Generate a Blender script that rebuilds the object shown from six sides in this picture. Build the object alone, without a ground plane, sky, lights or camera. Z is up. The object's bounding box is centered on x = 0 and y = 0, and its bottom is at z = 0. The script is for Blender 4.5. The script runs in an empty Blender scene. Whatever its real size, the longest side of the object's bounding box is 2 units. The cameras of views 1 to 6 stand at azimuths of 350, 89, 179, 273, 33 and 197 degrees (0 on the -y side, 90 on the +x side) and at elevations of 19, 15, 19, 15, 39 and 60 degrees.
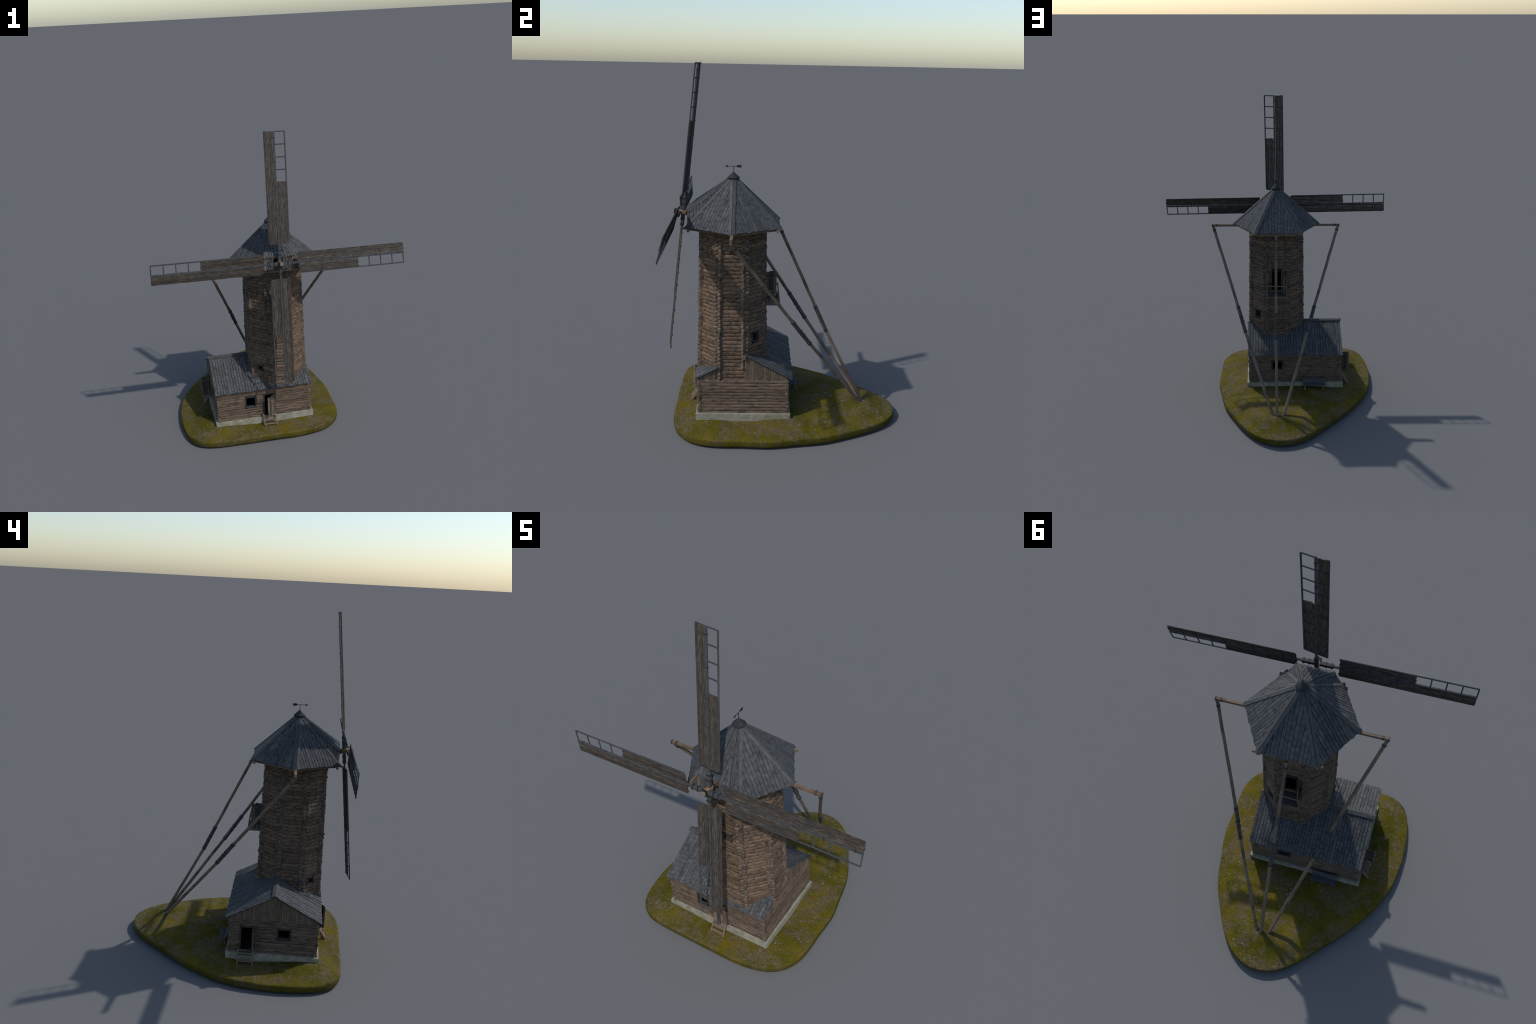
# Old log windmill (octagonal smock on a log house) on a mossy mound, built part by part.
import bpy, bmesh, math, random
from mathutils import Vector, Matrix, noise

RND = random.Random(7)
V = Vector
TC = V((0.0, -0.2865, 0.0))          # tower axis

# ------------------------------------------------------------------ materials
def new_mat(name, rough=0.85, spec=0.2):
    m = bpy.data.materials.new(name)
    m.use_nodes = True
    nt = m.node_tree
    b = nt.nodes["Principled BSDF"]
    b.inputs["Roughness"].default_value = rough
    b.inputs["Specular IOR Level"].default_value = spec
    return m, nt, b

def nd(nt, kind, **kw):
    n = nt.nodes.new("ShaderNode" + kind)
    for k, v in kw.items():
        setattr(n, k, v)
    return n

def ramp(nt, fac, stops):
    r = nd(nt, "ValToRGB")
    el = r.color_ramp.elements
    el[0].position, el[0].color = stops[0][0], (*stops[0][1], 1)
    el[1].position, el[1].color = stops[-1][0], (*stops[-1][1], 1)
    for p, c in stops[1:-1]:
        e = el.new(p)
        e.color = (*c, 1)
    nt.links.new(fac, r.inputs[0])
    return r.outputs[0]

def mix(nt, fac, a, b, mode="MIX"):
    n = nd(nt, "Mix", data_type="RGBA", blend_type=mode)
    for sock, val in ((n.inputs[0], fac), (n.inputs[6], a), (n.inputs[7], b)):
        if isinstance(val, (int, float)):
            sock.default_value = val
        elif isinstance(val, tuple):
            sock.default_value = (*val, 1)
        else:
            nt.links.new(val, sock)
    return n.outputs[2]

def wood(name, dark, mid, light, stain=None, stain_amt=0.5, grain=420, along=18, blot=38, blot_along=14,
         vary=0.35, bump=0.5, rows=0.0, row_amp=1.0):
    """Weathered wood: the grain runs along local X, stains in blotches, shifted per piece."""
    m, nt, b = new_mat(name)
    L = nt.links.new
    tc = nd(nt, "TexCoord")
    oi = nd(nt, "ObjectInfo")
    off = nd(nt, "Math", operation="MULTIPLY")
    L(oi.outputs["Random"], off.inputs[0]); off.inputs[1].default_value = 17.0
    comb = nd(nt, "CombineXYZ")
    for i in range(3):
        L(off.outputs[0], comb.inputs[i])
    add = nd(nt, "VectorMath", operation="ADD")
    L(tc.outputs["Object"], add.inputs[0]); L(comb.outputs[0], add.inputs[1])
    mp = nd(nt, "Mapping"); mp.inputs["Scale"].default_value = (along, grain, grain)
    L(add.outputs[0], mp.inputs[0])
    g = nd(nt, "TexNoise"); g.inputs["Scale"].default_value = 1.0; g.inputs["Detail"].default_value = 3; g.inputs["Roughness"].default_value = 0.65
    L(mp.outputs[0], g.inputs["Vector"])
    col = ramp(nt, g.outputs[0], [(0.28, dark), (0.5, mid), (0.74, light)])
    mp2 = nd(nt, "Mapping"); mp2.inputs["Scale"].default_value = (blot_along, blot, blot)
    L(add.outputs[0], mp2.inputs[0])
    s = nd(nt, "TexNoise"); s.inputs["Scale"].default_value = 1.0; s.inputs["Detail"].default_value = 3; s.inputs["Roughness"].default_value = 0.6
    L(mp2.outputs[0], s.inputs["Vector"])
    if stain is not None:
        f = nd(nt, "MapRange"); f.inputs["From Min"].default_value = 0.5; f.inputs["From Max"].default_value = 0.66
        f.inputs["To Max"].default_value = stain_amt
        L(s.outputs[0], f.inputs[0])
        col = mix(nt, f.outputs[0], col, stain)
    if rows:
        # boards weathered in short lengths, as where shingle courses end
        sx = nd(nt, "SeparateXYZ"); L(add.outputs[0], sx.inputs[0])
        q = nd(nt, "Math", operation="MULTIPLY"); q.inputs[1].default_value = rows; L(sx.outputs[0], q.inputs[0])
        wob = nd(nt, "Math", operation="MULTIPLY_ADD"); L(s.outputs[0], wob.inputs[0]); wob.inputs[1].default_value = .5; L(q.outputs[0], wob.inputs[2])
        fl = nd(nt, "Math", operation="FLOOR"); L(wob.outputs[0], fl.inputs[0])
        wn = nd(nt, "TexWhiteNoise", noise_dimensions="1D"); L(fl.outputs[0], wn.inputs["W"])
        fr = nd(nt, "Math", operation="FRACT"); L(wob.outputs[0], fr.inputs[0])
        r1 = nd(nt, "MapRange"); r1.inputs["To Min"].default_value = 1 - .26 * row_amp; r1.inputs["To Max"].default_value = 1 + .2 * row_amp; L(wn.outputs["Value"], r1.inputs[0])
        r2 = nd(nt, "MapRange"); r2.inputs["To Min"].default_value = 1 - .28 * row_amp; r2.inputs["To Max"].default_value = 1 + .12 * row_amp
        r2.inputs["From Max"].default_value = .55; L(fr.outputs[0], r2.inputs[0])
        pr = nd(nt, "Math", operation="MULTIPLY"); L(r1.outputs[0], pr.inputs[0]); L(r2.outputs[0], pr.inputs[1])
        hv = nd(nt, "HueSaturation"); L(pr.outputs[0], hv.inputs["Value"]); L(col, hv.inputs["Color"])
        col = hv.outputs[0]
    # piece-to-piece brightness
    br = nd(nt, "MapRange"); br.inputs["To Min"].default_value = 1 - vary; br.inputs["To Max"].default_value = 1 + vary * 0.75
    L(oi.outputs["Random"], br.inputs[0])
    hsv = nd(nt, "HueSaturation")
    L(br.outputs[0], hsv.inputs["Value"]); L(col, hsv.inputs["Color"])
    L(hsv.outputs[0], b.inputs["Base Color"])
    bp = nd(nt, "Bump"); bp.inputs["Strength"].default_value = bump; bp.inputs["Distance"].default_value = 0.0015
    L(g.outputs[0], bp.inputs["Height"]); L(bp.outputs[0], b.inputs["Normal"])
    return m

M = {}
M["log"] = wood("log_wood", (.052, .037, .027), (.124, .083, .055), (.222, .149, .096), (.036, .031, .027), .92, grain=300, along=38, blot=60, blot_along=44, vary=.32)
M["end"] = wood("weathered_log_end", (.055, .041, .031), (.118, .085, .061), (.195, .146, .108), (.038, .033, .029), .92, grain=300, along=60, blot=60, vary=.32)
M["house"] = wood("house_log_wood", (.052, .039, .03), (.118, .083, .058), (.205, .145, .1), (.038, .034, .03), .88, grain=280, along=20, blot=75, blot_along=24, vary=.22)
M["gable"] = wood("gable_board_wood", (.065, .049, .035), (.125, .091, .063), (.18, .13, .09), (.052, .045, .04), .6, blot=30, blot_along=18, vary=.24)
M["roof"] = wood("roof_board_wood", (.043, .044, .046), (.065, .068, .07), (.093, .096, .098), (.032, .034, .038), .6, grain=300, along=40, blot=26, blot_along=26, vary=.1, rows=38, row_amp=.85)
M["caproof"] = wood("cap_board_wood", (.038, .04, .042), (.061, .064, .067), (.094, .097, .1), (.029, .032, .036), .75, grain=300, along=40, blot=34, blot_along=34, vary=.1, rows=30, row_amp=.6)
M["ridge"] = wood("ridge_board_wood", (.04, .041, .042), (.066, .068, .069), (.102, .104, .104), (.033, .035, .037), .7, grain=300, along=34, blot=60, blot_along=44, vary=.1)
M["sail"] = wood("sail_plank_wood", (.018, .015, .012), (.052, .042, .034), (.142, .12, .098), (.026, .024, .023), .7, grain=300, along=24, blot=45, blot_along=26, vary=.24)
M["spar"] = wood("spar_wood", (.03, .032, .034), (.05, .053, .055), (.08, .083, .086), (.028, .03, .032), .4, vary=.1)
M["fresh"] = wood("fresh_timber", (.125, .074, .04), (.215, .128, .068), (.29, .182, .108), (.09, .065, .046), .5, vary=.12)
M["butt"] = wood("timber_end_grain", (.12, .09, .07), (.18, .14, .112), (.23, .18, .148), vary=.1)
M["beam"] = wood("outrigger_wood", (.085, .06, .041), (.152, .108, .075), (.21, .156, .113), (.07, .055, .042), .6, vary=.08)
M["pole"] = wood("pole_wood", (.075, .057, .042), (.152, .113, .082), (.235, .178, .132), (.05, .041, .034), .75, along=16, blot=20, blot_along=14, vary=.1)
M["splint"] = wood("splint_wood", (.02, .021, .023), (.04, .042, .045), (.066, .069, .072), vary=.1)
M["frame"] = wood("dark_frame_wood", (.022, .022, .022), (.04, .04, .039), (.064, .063, .06), vary=.1)
M["door"] = wood("door_board_wood", (.055, .042, .031), (.115, .085, .06), (.165, .122, .088), (.04, .036, .033), .7, vary=.35)
M["grey"] = wood("grey_board_wood", (.035, .038, .041), (.066, .07, .074), (.105, .109, .113), (.033, .036, .039), .5, vary=.2)
M["stair"] = wood("stair_wood", (.085, .06, .042), (.155, .11, .078), (.215, .158, .115), vary=.1)

def plain(name, col, rough, metal=0.0, nscale=60, var=.3):
    m, nt, b = new_mat(name, rough, .4)
    tc = nd(nt, "TexCoord")
    n = nd(nt, "TexNoise"); n.inputs["Scale"].default_value = nscale; n.inputs["Detail"].default_value = 4
    nt.links.new(tc.outputs["Object"], n.inputs["Vector"])
    c = ramp(nt, n.outputs[0], [(.3, tuple(x * (1 - var) for x in col)), (.7, tuple(x * (1 + var) for x in col))])
    nt.links.new(c, b.inputs["Base Color"])
    b.inputs["Metallic"].default_value = metal
    bp = nd(nt, "Bump"); bp.inputs["Strength"].default_value = .3; bp.inputs["Distance"].default_value = .001
    nt.links.new(n.outputs[0], bp.inputs["Height"]); nt.links.new(bp.outputs[0], b.inputs["Normal"])
    return m

M["iron"] = plain("black_iron", (.011, .011, .012), .75)
M["capmetal"] = plain("cap_metal", (.03, .031, .034), .8, 0, 40)
M["capmetal"].node_tree.nodes["Principled BSDF"].inputs["Specular IOR Level"].default_value = .12

def plaster():
    m, nt, b = new_mat("foundation_plaster", .9, .2)
    L = nt.links.new
    tc = nd(nt, "TexCoord")
    a = nd(nt, "TexNoise"); a.inputs["Scale"].default_value = 26; a.inputs["Detail"].default_value = 5
    c = nd(nt, "TexNoise"); c.inputs["Scale"].default_value = 140; c.inputs["Detail"].default_value = 4
    for n in (a, c):
        L(tc.outputs["Object"], n.inputs["Vector"])
    col = ramp(nt, a.outputs[0], [(.32, (.19, .183, .13)), (.5, (.25, .24, .182)), (.68, (.31, .288, .238))])
    sp = ramp(nt, c.outputs[0], [(.3, (.75, .75, .75)), (.65, (1.05, 1.05, 1.05))])
    L(mix(nt, 1.0, col, sp, "MULTIPLY"), b.inputs["Base Color"])
    bp = nd(nt, "Bump"); bp.inputs["Strength"].default_value = .5; bp.inputs["Distance"].default_value = .003
    L(c.outputs[0], bp.inputs["Height"]); L(bp.outputs[0], b.inputs["Normal"])
    return m
M["plaster"] = plaster()

def moss():
    m, nt, b = new_mat("mossy_ground", .95, .1)
    L = nt.links.new
    tc = nd(nt, "TexCoord")
    def N(scale, detail=5, rough=.6):
        n = nd(nt, "TexNoise"); n.inputs["Scale"].default_value = scale
        n.inputs["Detail"].default_value = detail; n.inputs["Roughness"].default_value = rough
        L(tc.outputs["Object"], n.inputs["Vector"])
        return n.outputs[0]
    patch = N(10, 6, .66)
    hue = N(6, 4)
    fine = N(150, 4, .7)
    tuft = N(55, 4, .7)
    green = ramp(nt, hue, [(.32, (.049, .047, .004)), (.5, (.082, .071, .006)), (.68, (.122, .09, .009))])
    dirt = ramp(nt, tuft, [(.33, (.074, .058, .022)), (.5, (.1, .078, .036)), (.7, (.138, .11, .066))])
    f = nd(nt, "MapRange"); f.inputs["From Min"].default_value = .45; f.inputs["From Max"].default_value = .58; f.inputs["To Max"].default_value = .92
    mx = nd(nt, "Math", operation="MULTIPLY_ADD"); L(tuft, mx.inputs[0]); mx.inputs[1].default_value = .22; 
    ad = nd(nt, "Math", operation="ADD"); ad.inputs[1].default_value = -.11; L(patch, ad.inputs[0])
    L(ad.outputs[0], mx.inputs[2]); L(mx.outputs[0], f.inputs[0])
    col = mix(nt, f.outputs[0], green, dirt)
    sh = ramp(nt, fine, [(.3, (.62, .62, .62)), (.5, (.97, .97, .97)), (.68, (1.3, 1.3, 1.3))])
    col = mix(nt, 1.0, col, sh, "MULTIPLY")
    # shade of the steep rim painted in: ground colour darkened below the lip
    oz = nd(nt, "SeparateXYZ"); L(tc.outputs["Object"], oz.inputs[0])
    rim = nd(nt, "MapRange"); rim.inputs["From Min"].default_value = .047; rim.inputs["From Max"].default_value = .034; rim.inputs["To Max"].default_value = .4
    L(oz.outputs["Z"], rim.inputs[0])
    col = mix(nt, rim.outputs[0], col, (.034, .03, .004))
    # pale crumbs of gravel in the bare patches
    vo = nd(nt, "TexVoronoi"); vo.inputs["Scale"].default_value = 130
    L(tc.outputs["Object"], vo.inputs["Vector"])
    sp = nd(nt, "MapRange"); sp.inputs["From Min"].default_value = .2; sp.inputs["From Max"].default_value = .1
    L(vo.outputs["Distance"], sp.inputs[0])
    pick = nd(nt, "SeparateColor"); L(vo.outputs["Color"], pick.inputs[0])
    gt = nd(nt, "Math", operation="GREATER_THAN"); gt.inputs[1].default_value = .88; L(pick.outputs[0], gt.inputs[0])
    mu = nd(nt, "Math", operation="MULTIPLY"); L(sp.outputs[0], mu.inputs[0]); L(gt.outputs[0], mu.inputs[1])
    mu2 = nd(nt, "Math", operation="MULTIPLY"); L(mu.outputs[0], mu2.inputs[0]); mu2.inputs[1].default_value = .15
    col = mix(nt, mu2.outputs[0], col, (.34, .32, .33))
    L(col, b.inputs["Base Color"])
    hsum = nd(nt, "Math", operation="ADD"); L(fine, hsum.inputs[0]); L(tuft, hsum.inputs[1])
    bp = nd(nt, "Bump"); bp.inputs["Strength"].default_value = .8; bp.inputs["Distance"].default_value = .006
    L(hsum.outputs[0], bp.inputs["Height"]); L(bp.outputs[0], b.inputs["Normal"])
    return m
M["moss"] = moss()
M["stone"] = plain("pale_pebble", (.25, .235, .24), .8, 0, 90, .35)
M["rock"] = plain("grey_stone", (.17, .15, .15), .85, 0, 90, .35)

# ------------------------------------------------------------------ mesh helpers
def link(ob, parent=None):
    bpy.context.scene.collection.objects.link(ob)
    if parent is not None:
        ob.parent = parent
    return ob

WORLD = {}
def ob_from(name, me, parent, mat4=None):
    """New object at world matrix mat4, stored relative to its parent."""
    o = bpy.data.objects.new(name, me)
    w = mat4 if mat4 is not None else Matrix.Identity(4)
    pw = WORLD.get(parent.name) if parent is not None else None
    o.matrix_basis = pw.inverted() @ w if pw is not None else w
    link(o, parent)
    WORLD[o.name] = w
    return o

def mesh(name, verts, faces, mats, idx=None, smooth=False):
    me = bpy.data.meshes.new(name)
    me.from_pydata([tuple(v) for v in verts], [], faces)
    for m in (mats if isinstance(mats, (list, tuple)) else [mats]):
        me.materials.append(m)
    if idx:
        for p, i in zip(me.polygons, idx):
            p.material_index = i
    if smooth:
        me.polygons.foreach_set("use_smooth", [True] * len(me.polygons))
    me.update()
    return me

def basis(x, up):
    x = x.normalized()
    y = up.cross(x)
    if y.length < 1e-6:
        y = V((0, 1, 0)).cross(x)
    y.normalize()
    z = x.cross(y)
    return Matrix((x, y, z)).transposed()

def along(p0, p1, up=V((0, 0, 1))):
    p0, p1 = V(p0), V(p1)
    return Matrix.Translation((p0 + p1) / 2) @ basis(p1 - p0, V(up)).to_4x4(), (p1 - p0).length

def section(w, h, ch, round_=0):
    if round_:
        pts = []
        for i in range(12):
            a = 2 * math.pi * (i + .5) / 12
            c, s = math.cos(a), math.sin(a)
            e = round_
            pts.append((math.copysign(abs(c) ** e, c) * w / 2, math.copysign(abs(s) ** e, s) * h / 2))
        return pts
    a, b = w / 2, h / 2
    return [(a, -b + ch), (a, b - ch), (a - ch, b), (-a + ch, b), (-a, b - ch), (-a, -b + ch), (-a + ch, -b), (a - ch, -b)]

def timber_mesh(name, L, w, h, mats, ch=.0012, seg=3, wob=0.0, rnd=None, round_=0, ends=0.0, taper=1.0, sides=(1, 1), squash=1.0):
    """Bar along local X, centred. `ends` = length at each end that takes the second material."""
    rnd = rnd or RND
    prof = section(w, h, ch, round_)
    n = len(prof)
    xs = [-L / 2, -L / 2 + ch] + [-L / 2 + L * i / seg for i in range(1, seg)] + [L / 2 - ch, L / 2]
    if ends:
        xs = [-L / 2, -L / 2 + ch, -L / 2 + ends * .5, -L / 2 + ends, -L / 2 + ends + .004] + [-L / 2 + ends + (L - 2 * ends) * i / seg for i in range(1, seg)] + [L / 2 - ends - .004, L / 2 - ends, L / 2 - ends * .5, L / 2 - ch, L / 2]
    def is_end(x):
        return bool(ends) and ((x < -L / 2 + ends + 1e-6 and sides[0]) or (x > L / 2 - ends - 1e-6 and sides[1]))
    verts, faces, idx = [], [], []
    sd = rnd.random() * 100
    for k, x in enumerate(xs):
        inset = (1 - 2 * ch / min(w, h)) if k in (0, len(xs) - 1) else 1
        tp = 1 + (taper - 1) * (x / L + .5)
        dy = wob * noise.noise(V((x * 14, sd, 0)))
        dz = wob * noise.noise(V((x * 14, sd, 9)))
        for i, (a, b) in enumerate(prof):
            rr = 1 + (wob / max(w, h)) * 1.4 * noise.noise(V((x * 40, i * .9, sd)))
            verts.append((x, a * inset * rr * tp + dy, b * inset * rr * tp * (squash if is_end(x) else 1) + dz))
    for k in range(len(xs) - 1):
        end = is_end((xs[k] + xs[k + 1]) / 2)
        for i in range(n):
            j = (i + 1) % n
            faces.append((k * n + i, k * n + j, (k + 1) * n + j, (k + 1) * n + i))
            idx.append(1 if end else 0)
    faces.append(tuple(reversed(range(n)))); idx.append(1 if ends and sides[0] else 0)
    t = (len(xs) - 1) * n
    faces.append(tuple(range(t, t + n))); idx.append(1 if ends and sides[1] else 0)
    me = mesh(name, verts, faces, mats, idx if ends else None, smooth=bool(round_))
    for p in list(me.polygons)[-2:]:
        p.use_smooth = False
    return me

def timber(name, p0, p1, w, h, mat, parent, up=V((0, 0, 1)), **kw):
    mt, L = along(p0, p1, up)
    return ob_from(name, timber_mesh(name, L, w, h, mat, **kw), parent, mt)

def clip(poly, nx, ny, d):
    """keep the part of a convex 2D polygon with nx*x+ny*y >= d"""
    out = []
    for i in range(len(poly)):
        a, b = poly[i], poly[(i + 1) % len(poly)]
        da, db = nx * a[0] + ny * a[1] - d, nx * b[0] + ny * b[1] - d
        if da >= 0:
            out.append(a)
        if (da >= 0) != (db >= 0):
            t = da / (da - db)
            out.append((a[0] + (b[0] - a[0]) * t, a[1] + (b[1] - a[1]) * t))
    return out

def area(poly):
    return abs(sum(poly[i][0] * poly[(i + 1) % len(poly)][1] - poly[(i + 1) % len(poly)][0] * poly[i][1] for i in range(len(poly)))) / 2

def prism_mesh(name, poly, t, mat, bev=.0009):
    """Flat board: polygon in local XY, thickness t along +Z, chamfered edges."""
    n = len(poly)
    sg = sum(poly[i][0] * poly[(i + 1) % n][1] - poly[(i + 1) % n][0] * poly[i][1] for i in range(n))
    if sg < 0:
        poly = poly[::-1]
    bm = bmesh.new()
    lo = [bm.verts.new((x, y, 0)) for x, y in poly]
    hi = [bm.verts.new((x, y, t)) for x, y in poly]
    bm.faces.new(lo[::-1])
    top = bm.faces.new(hi)
    for i in range(n):
        j = (i + 1) % n
        bm.faces.new((lo[i], lo[j], hi[j], hi[i]))
    if bev:
        bmesh.ops.bevel(bm, geom=list(top.edges), offset=bev, segments=1, affect="EDGES", clamp_overlap=True)
    me = bpy.data.meshes.new(name)
    bm.to_mesh(me); bm.free()
    me.materials.append(mat)
    return me

def strip_boards(name, O, U, W, poly, width, t, mat, parent, rag=.006, lift=.0016, gap=.0008, start=None, minarea=2e-5, lap=(.0, .065)):
    """Boards running along W (local X of each board = W), side by side along U, clipped to a convex
    polygon given in (u, w) coordinates from O. The low ends (w small) are ragged."""
    N = U.cross(W).normalized()
    us = [p[0] for p in poly]
    u = min(us) if start is None else start
    made = []
    while u < max(us) - 1e-5:
        wd = width * RND.uniform(.88, 1.12)
        strip = clip(clip(poly, 1, 0, u + gap), -1, 0, -(u + wd - gap))
        u += wd
        if len(strip) < 3:
            continue
        lowest = min(p[1] for p in poly)
        strip = clip(strip, 0, 1, lowest + RND.uniform(0, rag))
        if len(strip) < 3 or area(strip) < minarea:
            continue
        cu = sum(p[0] for p in strip) / len(strip); cw = sum(p[1] for p in strip) / len(strip)
        loc = [(p[1] - cw, -(p[0] - cu)) for p in strip]       # local X = W, local Y = -U, Z = N
        R = Matrix((W, -U, N)).transposed()
        tilt = Matrix.Rotation(RND.uniform(*lap), 3, "X")
        pos = O + U * cu + W * cw + N * RND.uniform(0, lift)
        me = prism_mesh(name, loc, t, mat)
        made.append(ob_from(name, me, parent, Matrix.Translation(pos) @ (R @ tilt).to_4x4()))
    return made

def band(name, pos, x, up, w, h, wid, parent, mat=None, th=.0016):
    """Iron hoop: a square ring around a bar."""
    mat = mat or M["iron"]
    a, b = w / 2, h / 2
    ring_in = [(a, -b), (a, b), (-a, b), (-a, -b)]
    ring_out = [(a + th, -b - th), (a + th, b + th), (-a - th, b + th), (-a - th, -b - th)]
    verts, faces = [], []
    for xx in (-wid / 2, wid / 2):
        verts += [(xx, *p) for p in ring_in] + [(xx, *p) for p in ring_out]
    for i in range(4):
        j = (i + 1) % 4
        faces += [(4 + i, 4 + j, 12 + j, 12 + i), (i, 8 + i, 8 + j, j), (i, j, 4 + j, 4 + i), (8 + i, 12 + i, 12 + j, 8 + j)]
    me = mesh(name, verts, faces, mat)
    return ob_from(name, me, parent, Matrix.Translation(V(pos)) @ basis(V(x), V(up)).to_4x4())

def join_boxes(name, boxes, mat, parent, ch=.001):
    """One mesh of several square timbers: (p0, p1, w, h, up)."""
    verts, faces = [], []
    for p0, p1, w, h, up in boxes:
        mt, L = along(p0, p1, up)
        prof = section(w, h, ch)
        base = len(verts)
        for x in (-L / 2, L / 2):
            verts += [mt @ V((x, a, b)) for a, b in prof]
        n = len(prof)
        faces += [tuple(base + i for i in reversed(range(n))), tuple(base + n + i for i in range(n))]
        faces += [(base + i, base + (i + 1) % n, base + n + (i + 1) % n, base + n + i) for i in range(n)]
    return ob_from(name, mesh(name, verts, faces, mat), parent)

# ------------------------------------------------------------------ root
root = link(bpy.data.objects.new("windmill", None))
root["label"] = "weathered log windmill with plank sails on mossy mound"
root["category"] = "windmill"

# ------------------------------------------------------------------ mossy mound
MC = V((-.05, -.1))
OUT = [(0, .452), (8, .452), (16, .451), (26, .465), (37, .504), (51, .556), (57, .586), (64, .642), (73, .712), (79, .754), (85, .769), (91, .765), (96, .746),
       (101, .712), (109, .655), (119, .606), (126, .588), (134, .576), (144, .568), (152, .569), (160, .578), (168, .591), (178, .603), (187, .617),
       (196, .643), (205, .67), (214, .71), (219, .724), (224, .71), (229, .672), (237, .606), (246, .562), (254, .535), (262, .518), (272, .514),
       (283, .53), (294, .552), (302, .572), (309, .581), (316, .568), (323, .547), (329, .517), (338, .478), (347, .456)]
def raw_outline(deg):
    deg %= 360
    k = max(i for i in range(len(OUT)) if OUT[i][0] <= deg)
    n = len(OUT)
    p = [OUT[(k + j) % n] for j in (0, 1)]
    t = (deg - p[0][0]) / ((p[1][0] - p[0][0]) % 360)
    return p[0][1] + (p[1][1] - p[0][1]) * t
TABLE = [sum(raw_outline(d / 2 + o) for o in range(-7, 8)) / 15 + .0015 for d in range(720)]
def outline(deg):
    f = (deg % 360) * 2
    i = int(f) % 720
    return TABLE[i] + (TABLE[(i + 1) % 720] - TABLE[i]) * (f - int(f))
HEIGHTS = [(.204, -.485, .0695), (.204, -.223, .062), (.204, .046, .079), (-.452, .046, .067), (-.453, -.483, .081), (-.136, -.526, .0675), (-.055, -.527, .065),
           (-.495, -.07, .0585), (-.19, .078, .08), (-.3, .1, .074), (0, .47, .104), (-.1, .3, .095), (.1, .3, .088), (0, .58, .085), (-.1, -.25, .08), (-.25, .3, .08), (.28, .1, .07)]
def top_height(x, y):
    sw = sh = 0
    for a, b, h in HEIGHTS:
        w = 1 / ((x - a) ** 2 + (y - b) ** 2 + .0004) ** 1.5
        sw += w; sh += w * h
    return sh / sw
def mound():
    NA, verts, faces = 300, [], []
    rings = [("b", .06, 0), ("b", .018, .004), ("b", .005, .0085), ("b", 0, .014), ("b", -.001, .022), ("b", -.0005, .032), ("b", 0, .039), ("b", .0006, .0425)]
    us = [.0022, .006, .016, .025, .035, .048, .062, .078]
    inner = [.92 - .92 * i / 46 for i in range(1, 46)]
    def jig(x, y, z):
        return noise.noise(V((x * 9, y * 9, z * 9))) * .0008 + noise.noise(V((x * 30, y * 30, z * 30 + 5))) * .0008
    for kind, ins, z in rings:
        for i in range(NA):
            a = 2 * math.pi * i / NA
            r = outline(math.degrees(a)) - ins
            x, y = MC.x + r * math.cos(a), MC.y + r * math.sin(a)
            r += jig(x, y, z)
            verts.append((MC.x + r * math.cos(a), MC.y + r * math.sin(a), max(z + (noise.noise(V((x * 7, y * 7, 3))) * .005 if .003 < z < .012 else 0), 0)))
    def top(r, R, a):
        x, y = MC.x + r * math.cos(a), MC.y + r * math.sin(a)
        d = R - r
        e = min(d / .15, 1)
        rim = .0445 + .0055 * (1 - math.exp(-d / .004))
        e = e * e * (3 - 2 * e)
        z = rim + (top_height(x, y) - .05) * e
        z += .003 * noise.noise(V((x * 11, y * 11, 0))) + .0016 * noise.noise(V((x * 34, y * 34, 2))) + .0013 * noise.noise(V((x * 95, y * 95, 4)))
        return (x, y, z)
    for d in us:
        for i in range(NA):
            a = 2 * math.pi * i / NA
            R = outline(math.degrees(a))
            verts.append(top(R - d * .9, R, a))
    for f in inner:
        for i in range(NA):
            a = 2 * math.pi * i / NA
            R = outline(math.degrees(a))
            verts.append(top((R - .07) * f / .92, R, a))
    nr = len(rings) + len(us) + len(inner)
    for k in range(nr - 1):
        for i in range(NA):
            j = (i + 1) % NA
            faces.append((k * NA + i, k * NA + j, (k + 1) * NA + j, (k + 1) * NA + i))
    verts.append((MC.x, MC.y, .08)); c = len(verts) - 1
    for i in range(NA):
        faces.append(((nr - 1) * NA + i, (nr - 1) * NA + (i + 1) % NA, c))
    faces.append(tuple(reversed(range(NA))))
    o = ob_from("grass_mound", mesh("grass_mound", verts, faces, M["moss"], smooth=True), root)
    return o, top
MOUND, mound_top = mound()

def ground(x, y):
    a = math.atan2(y - MC.y, x - MC.x)
    r = math.hypot(x - MC.x, y - MC.y)
    return mound_top(r, outline(math.degrees(a)), a)[2]

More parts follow.
